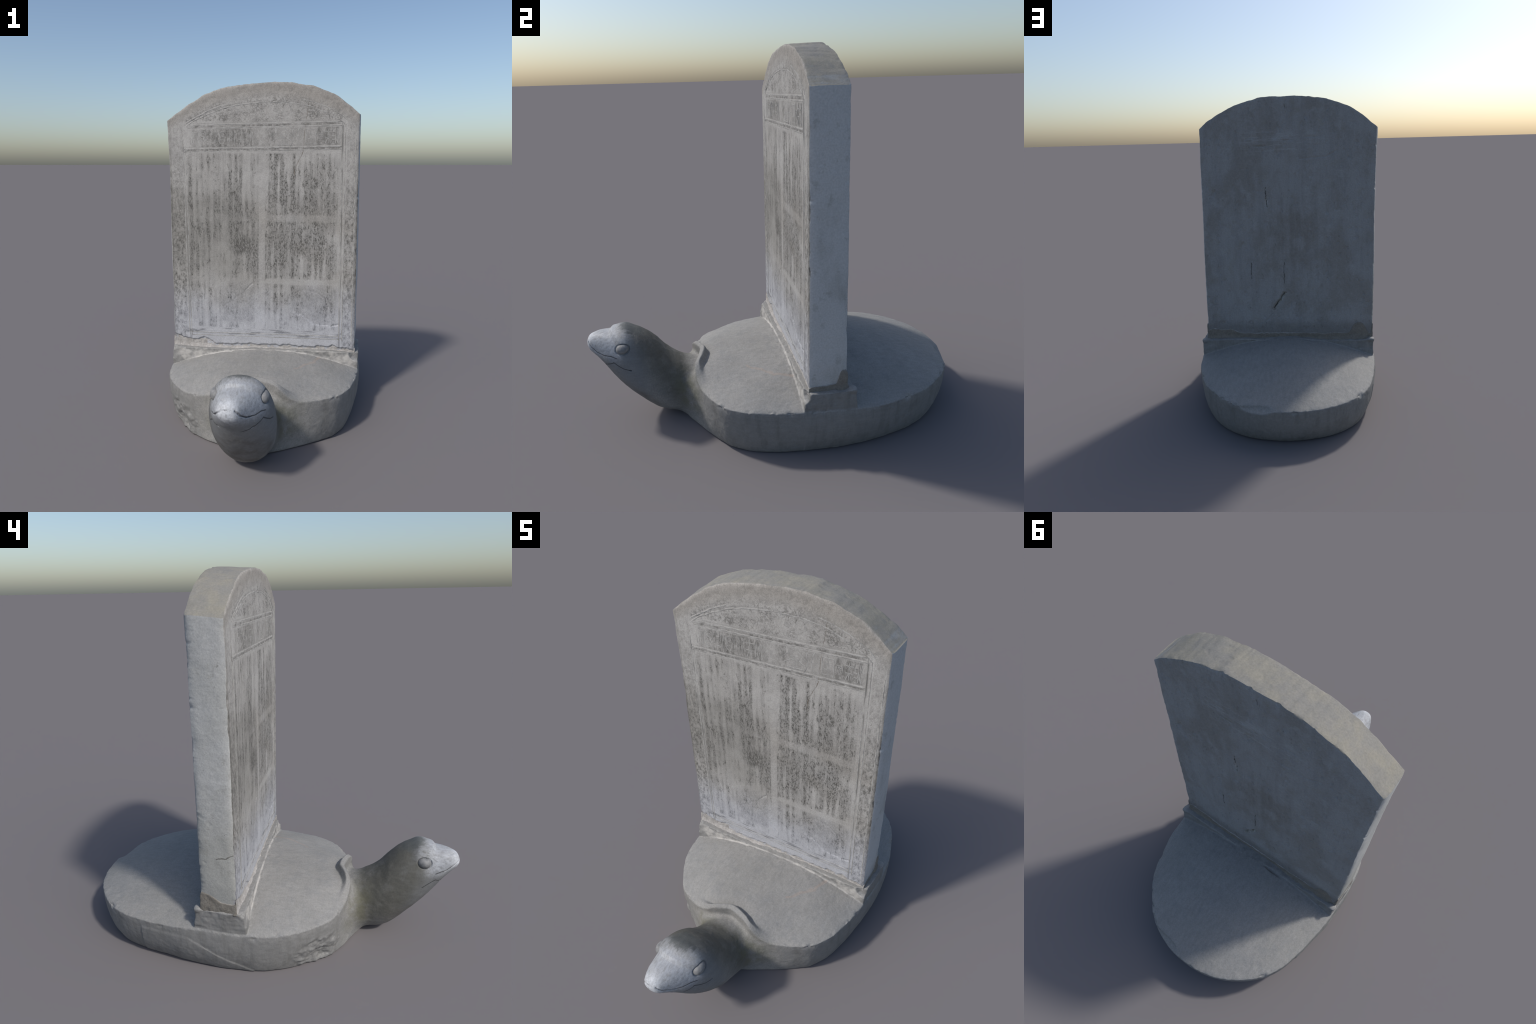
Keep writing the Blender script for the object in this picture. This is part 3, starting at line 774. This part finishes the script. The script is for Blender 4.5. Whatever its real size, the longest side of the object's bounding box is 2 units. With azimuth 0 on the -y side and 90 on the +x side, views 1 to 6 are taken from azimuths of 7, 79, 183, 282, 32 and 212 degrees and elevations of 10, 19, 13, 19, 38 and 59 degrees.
# ------------------------------------------------------------------ mortar bed
def build_mortar():
    nper, ncs = 1100, 16
    c = [(-.561, .077), (.537, .064), (.543, .248), (-.556, .254)]
    # perimeter samples with outward normals
    L = [math.dist(c[i], c[(i+1) % 4]) for i in range(4)]
    P, N, side = [], [], []
    norms = [(0, -1), (1, 0), (0, 1), (-1, 0)]
    for i in range(4):
        k = int(nper * L[i] / sum(L))
        for j in range(k):
            u = j / k
            a, b = np.array(c[i]), np.array(c[(i+1) % 4])
            P.append(a + (b-a) * u); side.append(i)
            # blend normals close to the corners
            w = .5 + .5 * min(1, u * L[i] / .012); w2 = .5 + .5 * min(1, (1-u) * L[i] / .012)
            nn = np.array(norms[i]) * min(w, w2) + np.array(norms[i-1]) * (1-w) + np.array(norms[(i+1) % 4]) * (1-w2)
            N.append(nn / np.linalg.norm(nn))
    P, N, side = np.array(P), np.array(N), np.array(side)
    jz = np.interp(P[:, 0], JAG_X, JAG_Z)
    left = .400 + .055 * smoothstep(.12, .25, P[:, 1])
    right = .378 + .075 * smoothstep(.19, .22, P[:, 1])
    backz = .385 + .03 * smoothstep(.30, .40, P[:, 0]) + .075 * np.exp(-((P[:, 0] + .47) / .05) ** 4)
    zt = np.choose(side, [jz, right, backz, left]) + .010 * fbm(P[:, 0]*30, P[:, 1]*30, 0*P[:, 0], 4, 101)
    k = np.hanning(9); k /= k.sum()
    zt = np.convolve(np.concatenate([zt[-4:], zt, zt[:4]]), k, 'valid')
    face = np.choose(side, [-.0055, .006, .0045, .007])          # recessed on the front, skin elsewhere
    foot = np.choose(side, [.012, .009, .020, .006]) + .010 * np.maximum(-.4, fbm(P[:, 0]*22, P[:, 1]*22, 0*P[:, 0], 4, 103))
    foot = foot + np.where(side == 0, .012 * smoothstep(-.35, -.1, P[:, 0]) * smoothstep(.35, .2, P[:, 0]), 0)
    V = []
    for j in range(ncs):
        u = j / (ncs - 1)
        z = zt * (1-u) + .335 * u
        o = face + (foot - face) * np.clip((u - .45) / .55, 0, 1) ** 1.8
        o = o + .004 * fbm(P[:, 0]*40, P[:, 1]*40, z*40, 4, 105) * min(1, u * 6)
        if j == 0: o = face - .008
        Q = P + N * o[:, None]
        V.append(np.column_stack([Q, z]))
    for (o, z) in ((-.03, .33), (-.03, None)):
        Q = P + N * o
        V.append(np.column_stack([Q, np.full(len(P), z) if z else zt - .004]))
    m = len(P); V = np.concatenate(V); F = []
    rows = ncs + 2
    for j in range(rows):
        a = j * m + np.arange(m); b = ((j + 1) % rows) * m + np.arange(m)
        F.append(np.stack([b, np.roll(b, -1), np.roll(a, -1), a], 1))
    return V, np.concatenate(F)

# ------------------------------------------------------------------ ribbons for frame lines and characters
def ribbons(strokes, width, proud):
    """thin raised bars following polylines in the x-z plane of the slab front"""
    V, F = [], []
    for pts in strokes:
        pts = np.array(pts, float)
        t = np.gradient(pts, axis=0); t /= np.maximum(np.linalg.norm(t, axis=1), 1e-9)[:, None]
        nrm = np.stack([-t[:, 1], t[:, 0]], 1)
        b = len(V)
        for p, q in zip(pts, nrm):
            for o, d in ((-.5, .004), (-.42, -proud), (.42, -proud), (.5, .004)):
                x, z = p[0] + q[0] * width * o, p[1] + q[1] * width * o
                V.append((x, float(front_y(x, z)) + d, z))
        k = len(pts)
        for i in range(k - 1):
            for j in range(4):
                a, c = b + 4*i + j, b + 4*i + (j+1) % 4
                F.append((a, c, c + 4, a + 4))
        F.append((b, b+3, b+2, b+1)); e = b + 4*(k-1); F.append((e, e+1, e+2, e+3))
    return np.array(V), np.array(F)

def densify(pts, step=.03):
    out = [pts[0]]
    for a, b in zip(pts[:-1], pts[1:]):
        k = max(1, int(math.dist(a, b) / step))
        out += [(a[0] + (b[0]-a[0]) * i / k, a[1] + (b[1]-a[1]) * i / k) for i in range(1, k+1)]
    return out

def arc(cx, cz, r, a0, a1, n=12, sq=1.0):
    return [(cx + r * math.cos(math.radians(a0 + (a1-a0) * i / n)), cz + sq * r * math.sin(math.radians(a0 + (a1-a0) * i / n))) for i in range(n+1)]

def glyph(kind, cx, cz, w, h):
    """one seal-script like sign as a set of strokes"""
    L = lambda *p: [(cx + a * w / 2, cz + b * h / 2) for a, b in p]
    if kind == 'bars':
        return [L((-1 + .55*i, .9 - .25*(i % 2)), (-1 + .55*i, -.8 + .2*(i % 3))) for i in range(4)] + [L((-.5, .3), (.1, .3))]
    if kind == 'box':
        return [L((-1, .9), (1, .9)), L((-1, .9), (-1, -.9)), L((1, .9), (1, -.9)), L((-1, -.9), (1, -.9)), L((-.6, .3), (.6, .3)), L((-.6, -.3), (.6, -.3)), L((0, .9), (0, -.9))]
    if kind == 'coil':
        return [arc(cx, cz + h*.2, w*.42, -60, 250, 14), arc(cx, cz + h*.2, w*.2, 0, 300, 10), arc(cx - w*.15, cz - h*.25, w*.3, 30, 300, 12), L((-1, 1), (-1, -1))]
    if kind == 'comb':
        return [L((-1, .5 - .5*i), (-.2, .5 - .5*i)) for i in range(3)] + [L((.1, 1), (.1, -1)), L((.5, 1), (.5, -.6), (1, -1)), L((1, .8), (.6, .1))]
    if kind == 'roof':
        return [L((-1, .1), (0, 1), (1, .1)), L((-.6, -.1), (.6, -.1)), L((-.4, .25), (.4, .25)), L((-1, -.5), (0, .1), (1, -.5)), L((0, 0), (0, -1)), L((-.7, -.9), (.7, -.9))]
    if kind == 'bow':
        return [arc(cx - w*.62, cz, w*.5, -60, 60, 10, 1.6), arc(cx + w*.62, cz, w*.5, 120, 240, 10, 1.6), L((-.9, 0), (.9, .05)), L((-.4, .9), (.4, .9))]
    return [L((-1, .6), (1, .6)), L((0, 1), (0, -1)), L((-.8, -.2), (.8, -.2)), L((-.7, -1), (-.2, -.3)), L((.7, -1), (.2, -.3))]

# ------------------------------------------------------------------ assembly
def main():
    for ob in list(bpy.data.objects): bpy.data.objects.remove(ob)
    root = bpy.data.objects.new('tortoise_stele', None)
    bpy.context.scene.collection.objects.link(root)
    root['label'] = 'weathered grey inscribed stone slab on a carved tortoise'
    root['category'] = 'stone monument'

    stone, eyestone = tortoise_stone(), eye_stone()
    V, F = build_tortoise_surface()
    N = vertex_normals(V, F)
    C = V[F].mean(1)
    x, y, z = C.T
    r, R, zr, ins = rim_at(x, y)
    zt = dome_height(x, y, r, R, zr)
    fn = N[F].mean(1)
    is_head = y + .35 * (z - .3) < -.70
    is_neck = ~is_head & (y < -.475)
    blockm = (np.abs(y - .165) < .14) & (z > zt + .004)
    blockm |= (np.abs(y - .165) < .125) & (z > zr - .004) & (r > R - .03)
    is_block = ~is_head & ~is_neck & blockm
    top = (np.abs(z - zt) < .010) & (fn[:, 2] > .25)
    is_shell = ~is_head & ~is_neck & ~is_block & top
    is_torso = ~(is_head | is_neck | is_block | is_shell)
    torso = None
    parts = {}
    for name, mask in (('torso', is_torso), ('shell', is_shell), ('neck', is_neck), ('head', is_head), ('socket_block', is_block)):
        f = F[mask]
        used, inv = np.unique(f, return_inverse=True)
        me = new_mesh(name, V[used], inv.reshape(-1, 4))
        me.normals_split_custom_set_from_vertices(N[used].tolist())
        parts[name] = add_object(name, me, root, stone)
    # eyes
    for s, (ex, ey, ez) in EYES.items():
        u, v = np.meshgrid(np.linspace(0, 2*np.pi, 41)[:-1], np.linspace(0, np.pi, 22), indexing='ij')
        a = np.stack([np.sin(v)*np.cos(u)*.035, np.cos(v)*.030, np.sin(v)*np.sin(u)*.028], -1)
        # x: bulge, y: length, z: height
        E = np.stack([a[..., 1] * .98, a[..., 0], a[..., 2] + .1 * a[..., 0]], -1)
        sgn = 1 if s == 'r' else -1
        P = E.reshape(-1, 3) + np.array([ex + sgn * .005, ey, ez])
        I = np.arange(40 * 22).reshape(40, 22)
        Q = np.stack([I[:, :-1], np.roll(I, -1, 0)[:, :-1], np.roll(I, -1, 0)[:, 1:], I[:, 1:]], -1).reshape(-1, 4)
        add_object('eye', new_mesh('eye', P, Q), parts['head'], eyestone)

    # slab
    V, F, mi = build_slab()
    me = new_mesh('slab', V, F)
    me.materials.append(slab_front()); me.materials.append(slab_sides())
    me.polygons.foreach_set('material_index', mi)
    me.set_sharp_from_angle(angle=math.radians(42))
    slab = add_object('slab', me, root)
    V, F = build_mortar()
    add_object('mortar_bed', new_mesh('mortar_bed', V, F), root, mortar_stone())

    # frame lines
    lm = line_stone()
    for line in FRONT_LINES:
        off = [(p[0] + .0045, p[1] - .0045) for p in line]
        v, f = ribbons([densify(off)], .0042, .0006)
        add_object('frame_line', new_mesh('frame_line', v, f, False), slab, lm)
    # large title signs between the upper bands, pale on the inked ground
    signs = [('bars', -.418, .045, .085), ('coil', -.365, .050, .095), ('comb', -.300, .050, .09), ('coil', -.245, .045, .08), ('bars', -.195, .05, .09),
             ('cross', -.135, .05, .085), ('bars', -.085, .04, .09), ('roof', .098, .112, .095), ('bow', .170, .075, .09), ('box', .258, .055, .085),
             ('box', .312, .028, .035), ('cross', .355, .04, .08), ('comb', .395, .035, .085)]
    for kd, cx, w, h in signs:
        st = [densify(q, .02) for q in glyph(kd, cx, 1.606 + .012 * cx, w, h)]
        v, f = ribbons(st, .0036, .0006)
        add_object('sign', new_mesh('sign', v, f, False), slab, lm)

main()
